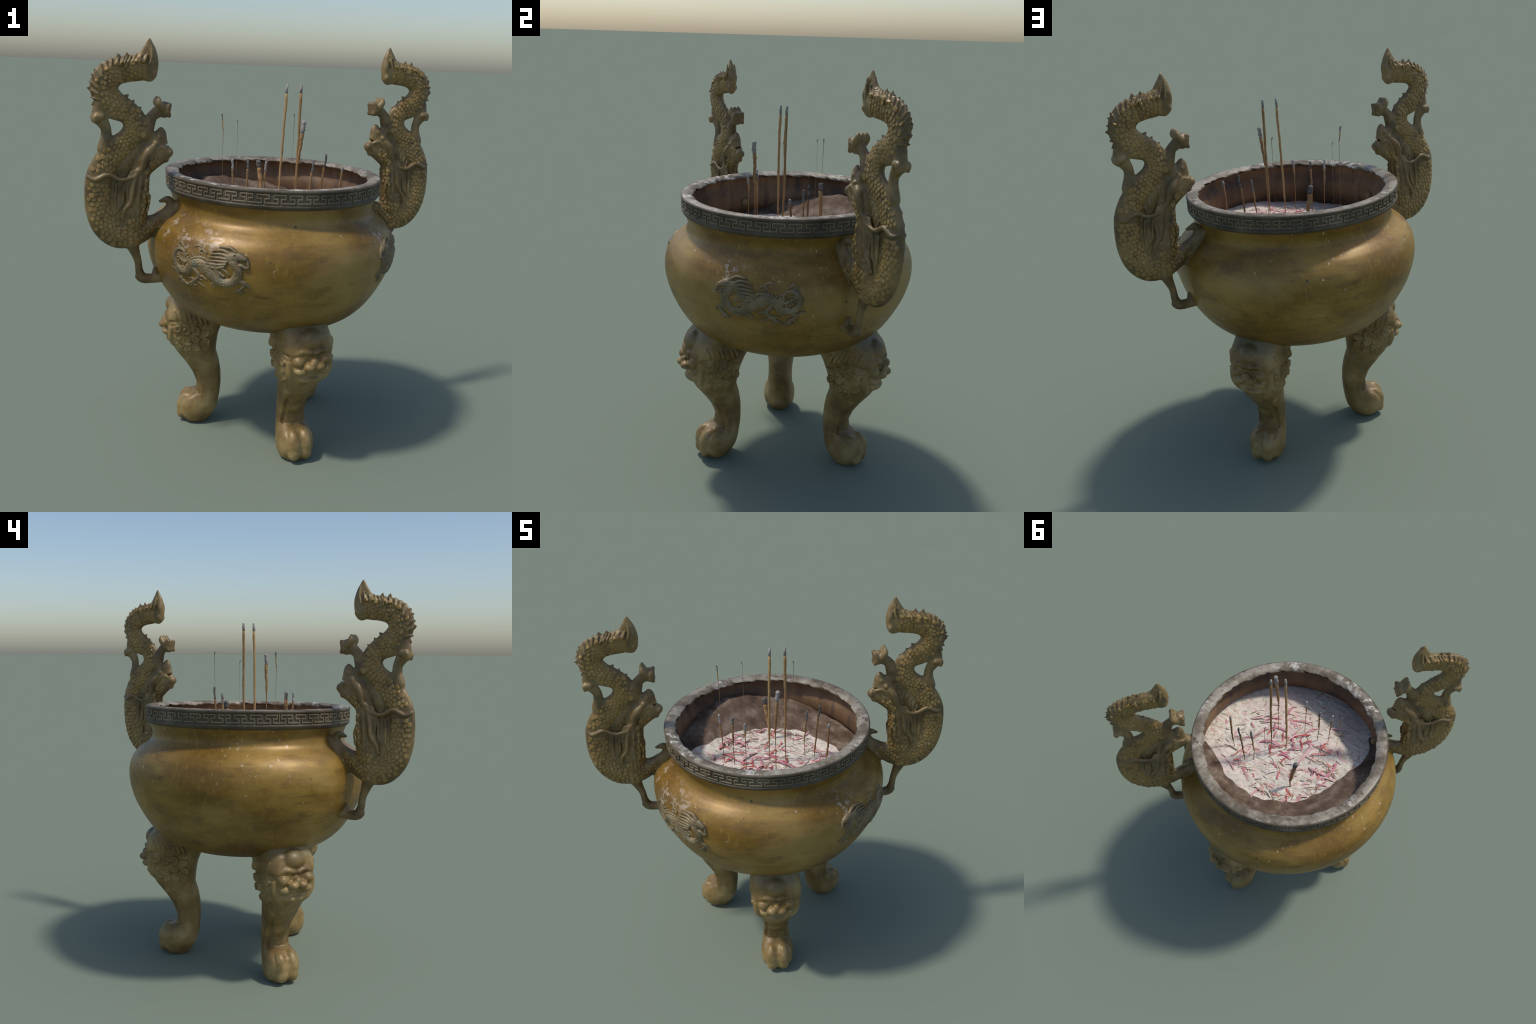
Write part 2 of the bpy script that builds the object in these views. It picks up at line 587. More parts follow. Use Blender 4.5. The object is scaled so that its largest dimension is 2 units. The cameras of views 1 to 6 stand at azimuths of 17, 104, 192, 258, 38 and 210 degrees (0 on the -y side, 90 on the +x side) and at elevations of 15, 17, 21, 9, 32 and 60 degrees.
def fret_bar(x0, y0, x1, y1):
    xs = np.linspace(min(x0, x1) - wx, max(x0, x1) + wx, 2 if abs(x1 - x0) < .05 else 4)
    ya, yb = min(y0, y1) - wy, max(y0, y1) + wy
    V, F = [], []
    n = len(xs)
    ins = 0.0010
    for lift, s in ((-0.003, 0), (0.0030, 0), (0.0042, ins)):
        sx, sy = s / (2 * np.pi * 0.525 / PER), s / (Z1 - Z0)
        xx = xs.copy()
        xx[0] += sx
        xx[-1] -= sx
        V += [on_band(xx, ya + sy, lift), on_band(xx, yb - sy, lift)]
    V = np.vstack(V)
    L = lambda l, s, i: (l * 2 + s) * n + i
    for l in (0, 1):
        for i in range(n - 1):
            F.append((L(l, 0, i), L(l, 0, i + 1), L(l + 1, 0, i + 1), L(l + 1, 0, i)))
            F.append((L(l, 1, i + 1), L(l, 1, i), L(l + 1, 1, i), L(l + 1, 1, i + 1)))
        F.append((L(l, 1, 0), L(l, 0, 0), L(l + 1, 0, 0), L(l + 1, 1, 0)))
        F.append((L(l, 0, n - 1), L(l, 1, n - 1), L(l + 1, 1, n - 1), L(l + 1, 0, n - 1)))
    for i in range(n - 1):
        F.append((L(2, 0, i), L(2, 0, i + 1), L(2, 1, i + 1), L(2, 1, i)))
    fret.add(tilted(V), F)


for p in range(PER):
    for (x0, y0), (x1, y1) in zip(unit[:-1], unit[1:]):
        fret_bar(p + x0, y0, p + x1, y1)
for q in range(4):                       # plain posts where the mould halves met
    fret_bar(q * PER / 4 + 0.5, 0.0, q * PER / 4 + 0.5, 1.0)
fret.obj("key_fret", KEY, burner, smooth=False)


# ---------------------------------------------- relief dragons on the belly
def relief_dragon(center_deg, mirror):
    """Low relief built from strokes on a patch of the bowl, then pressed onto its curve."""
    h = 0.0016
    U, Wd = np.arange(-0.205, 0.205, h), np.arange(-0.125, 0.125, h)
    u, w = np.meshgrid(U, Wd, indexing="ij")
    H = np.full(u.shape, -0.004)

    def stroke(pts, hgt, scales=0.0, power=0.6):
        nonlocal H
        P = spline(pts, 14 * (len(pts) - 1)) if len(pts) > 2 else np.asarray(pts, float)
        best = np.full(u.shape, -1.0)
        run = 0.0
        for a, b in zip(P[:-1], P[1:]):
            ab = b[:2] - a[:2]
            ln = np.hypot(*ab) + 1e-9
            t = np.clip(((u - a[0]) * ab[0] + (w - a[1]) * ab[1]) / ln ** 2, 0, 1)
            dx, dy = u - a[0] - t * ab[0], w - a[1] - t * ab[1]
            r = a[2] + t * (b[2] - a[2])
            q = 1 - (dx * dx + dy * dy) / r ** 2
            side = (dx * ab[1] - dy * ab[0]) / ln / r
            val = np.where(q > 0, np.clip(q, 0, 1) ** power, -1)
            if scales:
                s = (run + t * ln)
                val = np.where(q > 0, val + scales * np.cos(6.283 * s / 0.011) * np.cos(6.283 * side * 1.6 + 3.14 * np.floor(s / 0.011)) * np.clip(q, 0, 1), val)
            best = np.maximum(best, val)
            run += ln
        H = np.maximum(H, np.where(best > -0.5, hgt * best, -0.004))

    def dent(c, r, depth):
        nonlocal H
        d = np.hypot(u - c[0], w - c[1]) / r
        H = H - depth * np.clip(1 - d * d, 0, 1)
    # body: a long S from the head to the curled tail
    stroke([(-0.112, 0.050, .017), (-0.138, 0.010, .020), (-0.118, -0.045, .022), (-0.065, -0.058, .023), (-0.015, -0.020, .024), (0.030, 0.022, .024),
            (0.078, 0.010, .022), (0.112, -0.034, .020), (0.158, -0.025, .017), (0.182, 0.020, .014), (0.165, 0.062, .011), (0.128, 0.066, .008), (0.112, 0.042, .006)], 0.0140, 0.30)
    # crest along the back
    stroke([(-0.075, -0.022, .006), (-0.03, 0.012, .007), (0.01, 0.048, .007), (0.06, 0.045, .007), (0.115, 0.012, .006), (0.148, 0.028, .006)], 0.0105)
    for k in range(9):
        c = (0.132 + 0.034 * math.cos(2.5 + k * .5), 0.032 + 0.034 * math.sin(2.5 + k * .5))
        stroke([(c[0], c[1], .006), (c[0] + 0.55 * (0.13 - c[0]), c[1] + 0.55 * (0.03 - c[1]), .003)], 0.008)
    # head with open jaws, brow, horn and flowing mane
    stroke([(-0.100, 0.070, .026), (-0.135, 0.078, .022), (-0.165, 0.070, .014)], 0.0150)
    stroke([(-0.120, 0.055, .014), (-0.150, 0.040, .011), (-0.172, 0.030, .008)], 0.0120)
    stroke([(-0.175, 0.062, .009), (-0.182, 0.035, .006)], 0.010)
    for k in range(6):
        stroke([(-0.105 + 0.006 * k, 0.085 - .012 * k, .008), (-0.065 + .005 * k, 0.098 - .017 * k, .008), (-0.020 + .006 * k, 0.090 - .015 * k, .004)], 0.0115)
    stroke([(-0.125, 0.095, .008), (-0.095, 0.112, .008), (-0.05, 0.110, .005)], 0.013)
    dent((-0.143, 0.052), 0.012, 0.010)
    dent((-0.122, 0.080), 0.005, 0.008)
    # four legs with spread claws
    for (x, y, kx, ky, fx, fy) in ((-0.13, -0.03, -0.165, -0.055, -0.140, -0.090), (-0.05, -0.03, -0.03, 0.03, 0.005, 0.0), (0.07, -0.005, 0.045, -0.045, 0.085, -0.085), (0.13, -0.02, 0.165, -0.06, 0.135, -0.092)):
        stroke([(x, y, .014), (kx, ky, .010), (fx, fy, .008)], 0.0105)
        for a in (-0.9, -0.3, 0.4, 1.1):
            stroke([(fx, fy, .006), (fx + 0.026 * math.sin(a), fy - 0.020 * math.cos(a), .004)], 0.009)
    rl = np.random.default_rng(21)
    for k in range(15):                      # wisps of cloud and flame packed between the limbs
        x, y = rl.uniform(-0.17, 0.185), rl.uniform(-0.085, 0.10)
        a, l = rl.uniform(-0.5, 0.9), rl.uniform(0.018, 0.034)
        stroke([(x - l * math.cos(a), y - l * math.sin(a), .004), (x, y + 0.006, .0065), (x + l * math.cos(a), y + l * math.sin(a) - 0.004, .003)], 0.0075)
    for k in range(15):                      # teeth of the crest
        x = -0.07 + 0.015 * k
        y = float(np.interp(x, [-0.075, -0.03, 0.01, 0.06, 0.115, 0.148], [-0.022, 0.012, 0.048, 0.045, 0.012, 0.028]))
        stroke([(x, y, .006), (x + 0.008, y + 0.017, .0025)], 0.0100)
    for c in ((-0.03, -0.078), (0.03, -0.055), (0.155, 0.085), (0.03, 0.075)):
        stroke([(c[0] - .02, c[1], .005), (c[0], c[1] + .013, .006), (c[0] + .015, c[1], .005), (c[0], c[1] - .007, .003)], 0.0075)
    H = np.where(H > 0, H * 0.80, H)
    H += 0.0006 * np.sin(u * 900 + 3 * np.sin(w * 500)) * (H > 0)
    if mirror:
        u = -u
    z = 1.012 + w * 0.94
    th = math.radians(center_deg) + u * 1.06 / 0.62
    r = bowl_r(z) + H
    # push along the surface normal of the belly
    dr = (bowl_r(z + .004) - bowl_r(z - .004)) / 0.008
    nz = -dr / np.sqrt(1 + dr * dr)
    z = z + H * nz
    V = bulge(np.stack([CX + r * np.cos(th), CY + r * np.sin(th), z], -1).reshape(-1, 3))
    n, m = u.shape
    keep = (H > -0.003)
    i, j = np.meshgrid(np.arange(n - 1), np.arange(m - 1), indexing="ij")
    kf = keep[:-1, :-1] | keep[1:, :-1] | keep[:-1, 1:] | keep[1:, 1:]
    F = np.stack([i * m + j, (i + 1) * m + j, (i + 1) * m + j + 1, i * m + j + 1], -1)[kf]
    if mirror:
        F = F[:, ::-1]
    used = np.unique(F)
    remap = np.full(len(V), -1)
    remap[used] = np.arange(len(used))
    return make_obj("relief_dragon", tilted(V[used]), remap[F], RELIEF, burner)


relief_dragon(0.0, False)
relief_dragon(-100.0, True)

# --------------------------------------------------------------------- legs
f = Field((0.12, -0.165, -0.01), (0.61, 0.165, 0.76), 0.0042)
CORE = np.array([  # z, outer, inner, half width
    (-0.02, 0.425, 0.330, 0.046), (0.004, 0.438, 0.312, 0.058), (0.035, 0.458, 0.288, 0.073), (0.065, 0.468, 0.270, 0.080), (0.10, 0.470, 0.260, 0.082),
    (0.135, 0.455, 0.255, 0.079), (0.160, 0.420, 0.251, 0.073), (0.178, 0.380, 0.249, 0.068), (0.225, 0.374, 0.246, 0.066), (0.286, 0.398, 0.248, 0.068), (0.346, 0.438, 0.258, 0.077),
    (0.405, 0.486, 0.276, 0.091), (0.457, 0.516, 0.272, 0.100), (0.51, 0.531, 0.264, 0.112), (0.56, 0.537, 0.246, 0.120), (0.62, 0.535, 0.212, 0.125), (0.68, 0.512, 0.170, 0.126), (0.74, 0.46, 0.14, 0.125)])


def half_width(z):
    return np.interp(z, CORE[:, 0], CORE[:, 3])


def core(x, y, z):
    o, i, b = (np.interp(z, CORE[:, 0], CORE[:, k]) for k in (1, 2, 3))
    c, a = (o + i) / 2, (o - i) / 2
    p = 2.5 + 1.3 * smooth01(z, 0.40, 0.55)
    narrow = 1 - (0.10 + 0.06 * smooth01(z, .40, .5)) * np.clip((c - x) / a, 0, 1)
    q = (np.abs((x - c) / a) ** p + np.abs(y / (b * narrow)) ** p) ** (1 / p)
    return (q - 1) * np.minimum(a, b) * 0.9


f.put(core, (0.13, -0.14, -0.02), (0.6, 0.14, 0.76), 0.002)
for s in (-1, 1):
    f.chain([(0.330, s * .054, .17, .016), (0.352, s * .050, .28, .017), (0.41, s * .058, .37, .022)], 0.012)       # tendon ridges
    f.chain([(0.352, s * .056, .170, .004), (0.372, s * .050, .27, .007), (0.415, s * .058, .36, .003), (0.45, s * .066, .41, .001)], 0.010, cut=True)
    f.ball((0.458, s * .074, 0.61), (0.060, 0.054, 0.080), 0.02)        # cheeks of the mask
    f.ball((0.440, s * .080, 0.51), (0.058, 0.040, 0.060), 0.02)
    f.ball((0.526, s * .068, 0.570), (0.027, 0.030, 0.026), 0.003)       # eyes
    f.chain([(0.536, s * .012, .608, .010), (0.532, s * .050, .618, .012), (0.510, s * .092, .604, .013), (0.480, s * .118, .625, .008)], 0.006)   # brows
    f.ball((0.550, s * .026, 0.548), (0.029, 0.028, 0.020), 0.004)       # nostrils
    f.ball((0.526, s * .056, 0.523), (0.030, 0.033, 0.022), 0.005)       # muzzle
    f.chain([(0.500, s * .106, .555, .015), (0.500, s * .102, .512, .017), (0.494, s * .084, .472, .016), (0.482, s * .050, .440, .011)], 0.006)
    f.chain([(0.545, s * .004, .502, .007), (0.530, s * .044, .497, .008), (0.505, s * .074, .508, .006)], 0.004, cut=True)     # mouth line
    # mane curls down the sides of the mask
    for n_, (x, z, r) in enumerate(((.462, .562, .024), (.420, .548, .026), (.455, .512, .023), (.412, .495, .026), (.372, .555, .026),
                         (.448, .462, .021), (.364, .502, .025), (.325, .540, .023), (.320, .490, .022), (.405, .445, .020), (.360, .450, .021))):
        y = half_width(z) * (1 - 0.20 * max(0.0, (0.38 - x) / 0.12)) - 0.004
        f.ball((x, s * y, z), (r, r * .45, r), 0.004)
        turn_ = 1 if n_ % 2 else -1
        f.chain([(x + (r * 1.05 - .0028 * t) * math.cos(turn_ * t + 1.3 * n_), s * (y + r * .36 + .0006 * t), z + (r * 1.05 - .0028 * t) * math.sin(turn_ * t + 1.3 * n_), .0072 - .0003 * t)
                 for t in np.linspace(0, 6.6, 8)], 0.0025, n=26)
    f.chain([(.505, s * .112, .590, .006), (.455, s * .132, .600, .006), (.40, s * .131, .590, .005), (.35, s * .127, .594, .006), (.29, s * .118, .570, .005)], 0.004, cut=True)
    for k in range(7):                                                   # hair tufts above the curls
        x = .480 - .026 * k
        f.chain([(x, s * (.120 + .004 * (k > 0)), .652 - .005 * k, .008), (x - .010, s * (.127 - .001 * k), .622 - .005 * k, .010), (x - .012, s * (.125 - .0015 * k), .600 - .004 * k, .004)], 0.004)
    f.chain([(.400, s * .068, .43, .008), (.42, s * .066, .40, .006), (.43, s * .06, .375, .003)], 0.006)
f.ball((0.484, 0, 0.655), (0.062, 0.066, 0.056), 0.006)                  # domed forehead
f.chain([(0.545, -.05, .596, .004), (0.552, 0, .586, .006), (0.545, .05, .596, .004)], 0.004, cut=True)
f.ball((0.550, 0, 0.566), (0.018, 0.020, 0.022), 0.008)
f.ball((0.508, 0, 0.472), (0.034, 0.062, 0.021), 0.008)                  # lower lip
for y in (-.036, -.012, .012, .036):
    f.chain([(0.525, y, .445, .003), (0.495, y * .9, .41, .004), (0.460, y * .8, .375, .003)], 0.005, cut=True)
for y, x, hz, rx, ry, rz in ((-.032, .418, .092, .060, .040, .074), (.032, .418, .092, .060, .040, .074), (-.064, .385, .082, .062, .026, .072), (.064, .385, .082, .062, .026, .072)):   # toes
    f.ball((x, y, hz), (rx, ry, rz), 0.011)
f.ball((.452, -.030, .050), (.026, .032, .036), 0.008)
f.ball((.452, .030, .050), (.026, .032, .036), 0.008)
f.chain([(.48, 0, .02, .004), (.482, 0, .10, .005), (.45, 0, .158, .005), (.385, 0, .182, .007)], 0.006, cut=True)
for s in (-1, 1):
    f.chain([(.47, s * .066, .03, .002), (.462, s * .068, .10, .004), (.42, s * .060, .155, .004), (.37, s * .056, .178, .004)], 0.005, cut=True)
X, Y, Z = np.meshgrid(*f.ax, indexing="ij")
f.d = np.maximum(f.d, 0.0015 - Z)
V, F = f.mesh(2)
V[:, 2] -= V[:, 2].min()
cz = V[F].mean(1)
region = np.where(cz[:, 2] > 0.425 - 0.25 * (cz[:, 0] - .5), 0, np.where(cz[:, 2] > 0.178, 1, 2))
first = empty("leg", burner)
parts = split_regions(V, F, region, ["lion_mask", "shank", "paw"], [LEG] * 3, first)
leg_at = lambda ang, out: Matrix.Translation((CX, CY, 0)) @ Matrix.Rotation(math.radians(ang), 4, "Z") @ Matrix.Translation((out, 0, 0))
first.matrix_local = leg_at(-50.0, 0.004)
for ang, out in ((194.5, -0.006), (73.0, 0.016)):
    e = empty("leg", burner, leg_at(ang, out))
    for nm, ob in parts.items():
        copy_of(ob, e)

# ------------------------------------------------------------ dragon handles
# plane coordinates: x = distance from the bowl axis, y = across, z = height
hd = Field((0.46, -0.105, 0.82), (0.975, 0.105, 2.02), 0.0040)
SPINE = [(0.660, 1.862, .048), (0.695, 1.860, .055), (0.745, 1.853, .054), (0.800, 1.838, .056), (0.840, 1.800, .060), (0.842, 1.752, .061), (0.805, 1.710, .056), (0.750, 1.675, .052),
         (0.712, 1.632, .055), (0.712, 1.585, .056), (0.745, 1.540, .054), (0.795, 1.497, .058), (0.843, 1.440, .062), (0.872, 1.375, .063), (0.880, 1.300, .062), (0.874, 1.225, .063),
         (0.848, 1.155, .064), (0.800, 1.105, .062), (0.742, 1.095, .062), (0.690, 1.110, .060), (0.635, 1.135, .052), (0.575, 1.150, .050)]
sp = spline(SPINE, 200)
chain3 = lambda pts, y=0.0: [(x, y, z, r) for x, z, r in pts]
hd.chain(chain3(SPINE), 0.006, q=2.3, n=130)
# web that joins head, mane and body
hd.chain(chain3([(0.665, 1.45, .045), (0.690, 1.36, .050), (0.705, 1.26, .062), (0.715, 1.17, .065)]), 0.010, q=1.9)
hd.chain(chain3([(0.750, 1.45, .040), (0.775, 1.38, .040), (0.790, 1.25, .05), (0.79, 1.17, .05)]), 0.010, q=3.0)
hd.chain(chain3([(0.640, 1.56, .030), (0.675, 1.53, .034), (0.715, 1.48, .036), (0.765, 1.42, .036)]), 0.008, q=2.2)
# head: brow lobes, upper and lower jaw, nose horn
hd.chain(chain3([(0.672, 1.445, .046), (0.640, 1.490, .048), (0.605, 1.535, .040), (0.588, 1.568, .028), (0.586, 1.594, .010)]), 0.008, q=1.55)
hd.chain(chain3([(0.650, 1.420, .036), (0.605, 1.455, .036), (0.575, 1.470, .032), (0.550, 1.482, .020)]), 0.008, q=1.45)
hd.chain(chain3([(0.590, 1.555, .026), (0.572, 1.515, .024), (0.560, 1.480, .022)]), 0.008, q=1.3)
hd.ball((0.546, 0, 1.486), (0.019, 0.026, 0.022), 0.006)
hd.chain(chain3([(0.640, 1.555, .034), (0.615, 1.530, .040), (0.600, 1.500, .042)]), 0.008, q=1.6)
hd.ball((0.562, 0, 1.450), (0.014, 0.020, 0.013), 0.006)
hd.chain(chain3([(0.555, 1.522, .005), (0.585, 1.505, .006), (0.625, 1.485, .004)]), 0.004, q=0.3, cut=True)
for s in (-1, 1):
    hd.chain([(0.632, s * .026, 1.512, .016), (0.655, s * .030, 1.490, .021), (0.672, s * .030, 1.455, .020), (0.682, s * .028, 1.420, .014), (0.706, s * .026, 1.402, .008)], 0.004)
    hd.ball((0.618, s * .026, 1.530), 0.014, 0.004)
    hd.ball((0.594, s * .018, 1.560), 0.010, 0.004)
    hd.chain([(0.570, s * .020, 1.505, .007), (0.600, s * .026, 1.512, .008), (0.630, s * .030, 1.478, .007), (0.645, s * .030, 1.440, .006)], 0.004)
    for k in range(4):
        hd.chain([(.610 + .010 * k, s * .026, 1.470 - .017 * k, .007), (.634 + .009 * k, s * .031, 1.455 - .018 * k, .004)], 0.003)
    # long whisker thrown back over the body, and mane locks
    hd.chain([(0.690, s * .027, 1.400, .009), (0.730, s * .026, 1.375, .009), (0.785, s * .025, 1.366, .010), (0.840, s * .028, 1.392, .011), (0.895, s * .026, 1.370, .011), (0.928, s * .012, 1.383, .006)], 0.004)
    for a in ([(.682, .024, 1.41, .010), (.690, .030, 1.33, .011), (.700, .032, 1.26, .010), (.696, .032, 1.20, .005)],
              [(.705, .024, 1.40, .010), (.722, .028, 1.33, .012), (.735, .030, 1.26, .012), (.765, .028, 1.225, .010), (.772, .027, 1.175, .005)],
              [(.660, .026, 1.41, .009), (.664, .029, 1.34, .009), (.672, .031, 1.27, .008), (.668, .030, 1.22, .004)],
              [(.800, .018, 1.35, .007), (.806, .022, 1.29, .008), (.808, .022, 1.23, .006)]):
        hd.chain([(x, s * y, z, r) for x, y, z, r in a], 0.004)
    for k in range(7):                       # fan of wavy mane locks over the web
        u0, u1 = k / 6.0, k / 6.0 - 0.5
        x0, x1 = .668 + .062 * u0, .655 + .150 * u0
        zt, zb = 1.425 - .020 * u0, 1.205 - .045 * math.sin(3.1 * u0)
        hd.chain([(x0, s * (.026 - .006 * u0), zt, .006), (x0 + .35 * (x1 - x0) + .008, s * (.031 - .010 * u0), zt + .35 * (zb - zt), .0075),
                  (x0 + .70 * (x1 - x0) - .010, s * (.032 - .011 * u0), zt + .70 * (zb - zt), .007), (x1 + .006, s * (.031 - .010 * u0), zb, .003)], 0.003)
    for k in range(6):                       # barbs between the dorsal fins and the mane
        hd.chain([(.700 + .018 * k, s * .016, 1.510 - .021 * k, .006), (.690 + .018 * k, s * .020, 1.480 - .021 * k, .003)], 0.003)
    hd.chain([(.735 + .024 * math.cos(t) * (1 - t / 9), s * .031, 1.205 + .024 * math.sin(t) * (1 - t / 9), .006) for t in np.linspace(1.2, 7.0, 9)], 0.003)
    for k in range(4):
        hd.chain([(.655 + .012 * k, s * .036, 1.395 - .01 * k, .002), (.668 + .012 * k, s * .041, 1.31 - .01 * k, .003), (.680 + .01 * k, s * .041, 1.22 - .01 * k, .002)], 0.003, cut=True)
# tail fan and the web of the crest
hd.chain(chain3([(0.642, 1.980, .007), (0.632, 1.935, .020), (0.628, 1.880, .026), (0.638, 1.832, .024), (0.652, 1.822, .018)]), 0.010, q=1.2)
hd.chain(chain3([(0.645, 1.988, .006), (0.654, 1.950, .018), (0.682, 1.908, .022), (0.74, 1.890, .020), (0.80, 1.882, .020), (0.850, 1.858, .022), (0.882, 1.815, .022), (0.888, 1.762, .022), (0.870, 1.715, .018)]), 0.008, q=2.0)
hd.ball((0.619, 0, 1.893), (0.012, 0.026, 0.034), 0.006)
hd.ball((0.625, 0, 1.840), (0.014, 0.028, 0.020), 0.006)
for s in (-1, 1):
    hd.chain([(0.640, s * .020, 1.962, .004), (0.640, s * .026, 1.92, .006), (0.652, s * .032, 1.88, .005)], 0.004)
    for k in range(4):       # ribs of the fan
        hd.chain([(.655 + .030 * k, s * .016, 1.935 - .014 * k, .004), (.668 + .030 * k, s * .024, 1.900 - .010 * k, .005)], 0.004)
for k in np.linspace(4, 58, 20):             # feathered strokes running off the back into the crest
    i_ = int(k)
    t_ = sp[i_ + 1, :2] - sp[i_ - 1, :2]
    t_ = t_ / np.hypot(*t_)
    n_ = np.array([-t_[1], t_[0]])
    p0, p1 = sp[i_, :2] + n_ * sp[i_, 2] * 0.62, sp[i_, :2] + n_ * sp[i_, 2] * 1.10 - t_ * 0.024
    for s in (-1, 1):
        hd.chain([(p0[0], s * .023, p0[1], .0055), (p1[0], s * .009, p1[1], .0035)], 0.003)
# hind leg closing the round opening
hd.chain(chain3([(0.846, 1.510, .036), (0.840, 1.560, .026), (0.842, 1.598, .024), (0.860, 1.632, .030), (0.870, 1.656, .034), (0.862, 1.700, .034)]), 0.006, q=1.4)
for y in (-.018, 0.0, .018):
    hd.chain([(0.868, y, 1.650, .018), (0.890, y * 1.2, 1.648, .015), (0.893, y * 1.3, 1.628, .009)], 0.004)
hd.ball((0.880, 0, 1.643), (0.020, 0.030, 0.028), 0.005)
hd.chain(chain3([(0.770, 1.655, .030), (0.81, 1.660, .024), (0.85, 1.675, .022)]), 0.006, q=1.4)
hd.chain(chain3([(0.768, 1.558, .026), (0.800, 1.536, .030), (0.835, 1.535, .028)]), 0.006, q=1.6)
# raised fore paw
hd.chain(chain3([(0.665, 1.575, .040), (0.646, 1.620, .032), (0.626, 1.654, .025), (0.588, 1.680, .031)]), 0.006, q=1.4)
hd.ball((0.572, 0, 1.681), (0.026, 0.031, 0.038), 0.005)
for y in (-.020, 0.0, .020):
    hd.chain([(0.588, y, 1.690, .018), (0.604, y * 1.2, 1.714, .015), (0.603, y, 1.734, .007)], 0.004)
    hd.chain([(0.562, y, 1.690, .017), (0.554, y * 1.1, 1.704, .011)], 0.004)
    hd.chain([(0.564, y, 1.670, .017), (0.555, y * 1.1, 1.656, .010)], 0.004)
# hind foot standing on the bowl and fore claw gripping the neck
hd.chain(chain3([(0.722, 1.055, .032), (0.706, 1.010, .023), (0.692, 0.965, .018), (0.686, 0.920, .019), (0.675, 0.884, .024)]), 0.008, q=1.1)
hd.chain(chain3([(0.695, 0.888, .012), (0.665, 0.876, .024), (0.620, 0.872, .024), (0.565, 0.880, .032)]), 0.006, q=1.0)
hd.chain(chain3([(0.600, 0.885, .020), (0.604, 0.908, .016), (0.610, 0.922, .007)]), 0.005, q=1.0)
hd.chain(chain3([(0.630, 1.140, .035), (0.590, 1.170, .032), (0.552, 1.200, .026), (0.532, 1.235, .023), (0.550, 1.260, .018), (0.585, 1.254, .008)]), 0.006, q=1.2)
hd.chain(chain3([(0.500, 1.225, .030), (0.53, 1.19, .03), (0.57, 1.14, .03), (0.60, 1.09, .022)]), 0.010, q=1.0)
V, F = hd.mesh(2)
LEAN = lambda z: 0.0 * z
c = V[F].mean(1)
x, z = c[:, 0], c[:, 2]
region = np.zeros(len(F), int)                                                        # torso
region[(x + 0.25 * (z - 1.45) < 0.700) & (z > 1.40) & (z < 1.60) & (x + 0.9 * (z - 1.6) < .645)] = 1   # head
region[(x < 0.640) & (z > 1.615) & (z < 1.78)] = 2                                    # paw
region[(x > 0.838) & (z > 1.565) & (z < 1.668)] = 2
region[(z < 1.03)] = 3                                                                # leg
region[(x < 0.56) & (z > 1.165) & (z < 1.30)] = 4                                     # claw
region[(z > 1.70) & (x > 0.64) | (z > 1.79)] = 5                                      # tail
V[:, 1] += LEAN(V[:, 2])
tree = BVHTree.FromPolygons([Vector(v) for v in V.tolist()], F.tolist())
PHI = 41.6
h0 = empty("dragon_handle", burner)
hparts = split_regions(V, F, region, ["dragon_torso", "dragon_head", "dragon_paw", "dragon_leg", "dragon_claw", "dragon_tail"], [HANDLE] * 6, h0)

# scales: domed shields seated on the flanks of the body
def shield():
    n, m = 7, 7
    V, F = [], []
    for i in range(n):
        t = i / (n - 1)
        wdt = math.sqrt(max(0.0, 1 - (max(0, t - 0.35) / 0.65) ** 2)) * (0.80 + 0.20 * t) if t > 0.35 else 0.80 + 0.20 * t
        for j in range(m):
            s = -1 + 2 * j / (m - 1)
            zc = (1 - 0.55 * s * s) * (0.25 + 0.75 * t) * (1 if t < .99 else .55)
            V.append((s * 0.5 * max(wdt, .12), t - 0.5, zc))
    for i in range(n - 1):
        for j in range(m - 1):
            F.append((i * m + j, i * m + j + 1, (i + 1) * m + j + 1, (i + 1) * m + j))
    ring = [j for j in range(m)] + [i * m + m - 1 for i in range(1, n)] + [(n - 1) * m + j for j in range(m - 2, -1, -1)] + [i * m for i in range(n - 2, 0, -1)]
    b = len(V)
    for k in ring:
        V.append((V[k][0], V[k][1], -0.6))
    L = len(ring)
    for k in range(L):
        F.append((ring[(k + 1) % L], ring[k], b + k, b + (k + 1) % L))
    return np.array(V), F


SV, SF = shield()
scale_mesh = bpy.data.meshes.new("dragon_scale")
scale_mesh.from_pydata([tuple(v) for v in SV.tolist()], [], SF)
scale_mesh.polygons.foreach_set("use_smooth", [True] * len(scale_mesh.polygons))
scale_mesh.materials.append(SCALE_M)
placed = []


def seat(px, pz, side, dx, dz, L, Wd, Ht):
    o = Vector((px, side * 0.2 + LEAN(pz), pz))
    hit, nrm, _, _ = tree.ray_cast(o, Vector((0, -side, 0)))
    if hit is None or abs(nrm.y) < 0.25 or (1.355 < pz < 1.405 and px > 0.79):
        return
    t = Vector((dx, 0, dz))
    t = (t - nrm * t.dot(nrm)).normalized()
    xax = t.cross(nrm).normalized()
    R = Matrix((xax * Wd, t * L, nrm * Ht)).transposed().to_4x4()
    tip = 0.12
    Rx = Matrix.Rotation(tip, 4, xax)
    M = Matrix.Translation(hit - nrm * 0.0008) @ Rx @ R
    placed.append((L * Wd * abs(nrm.y), M))


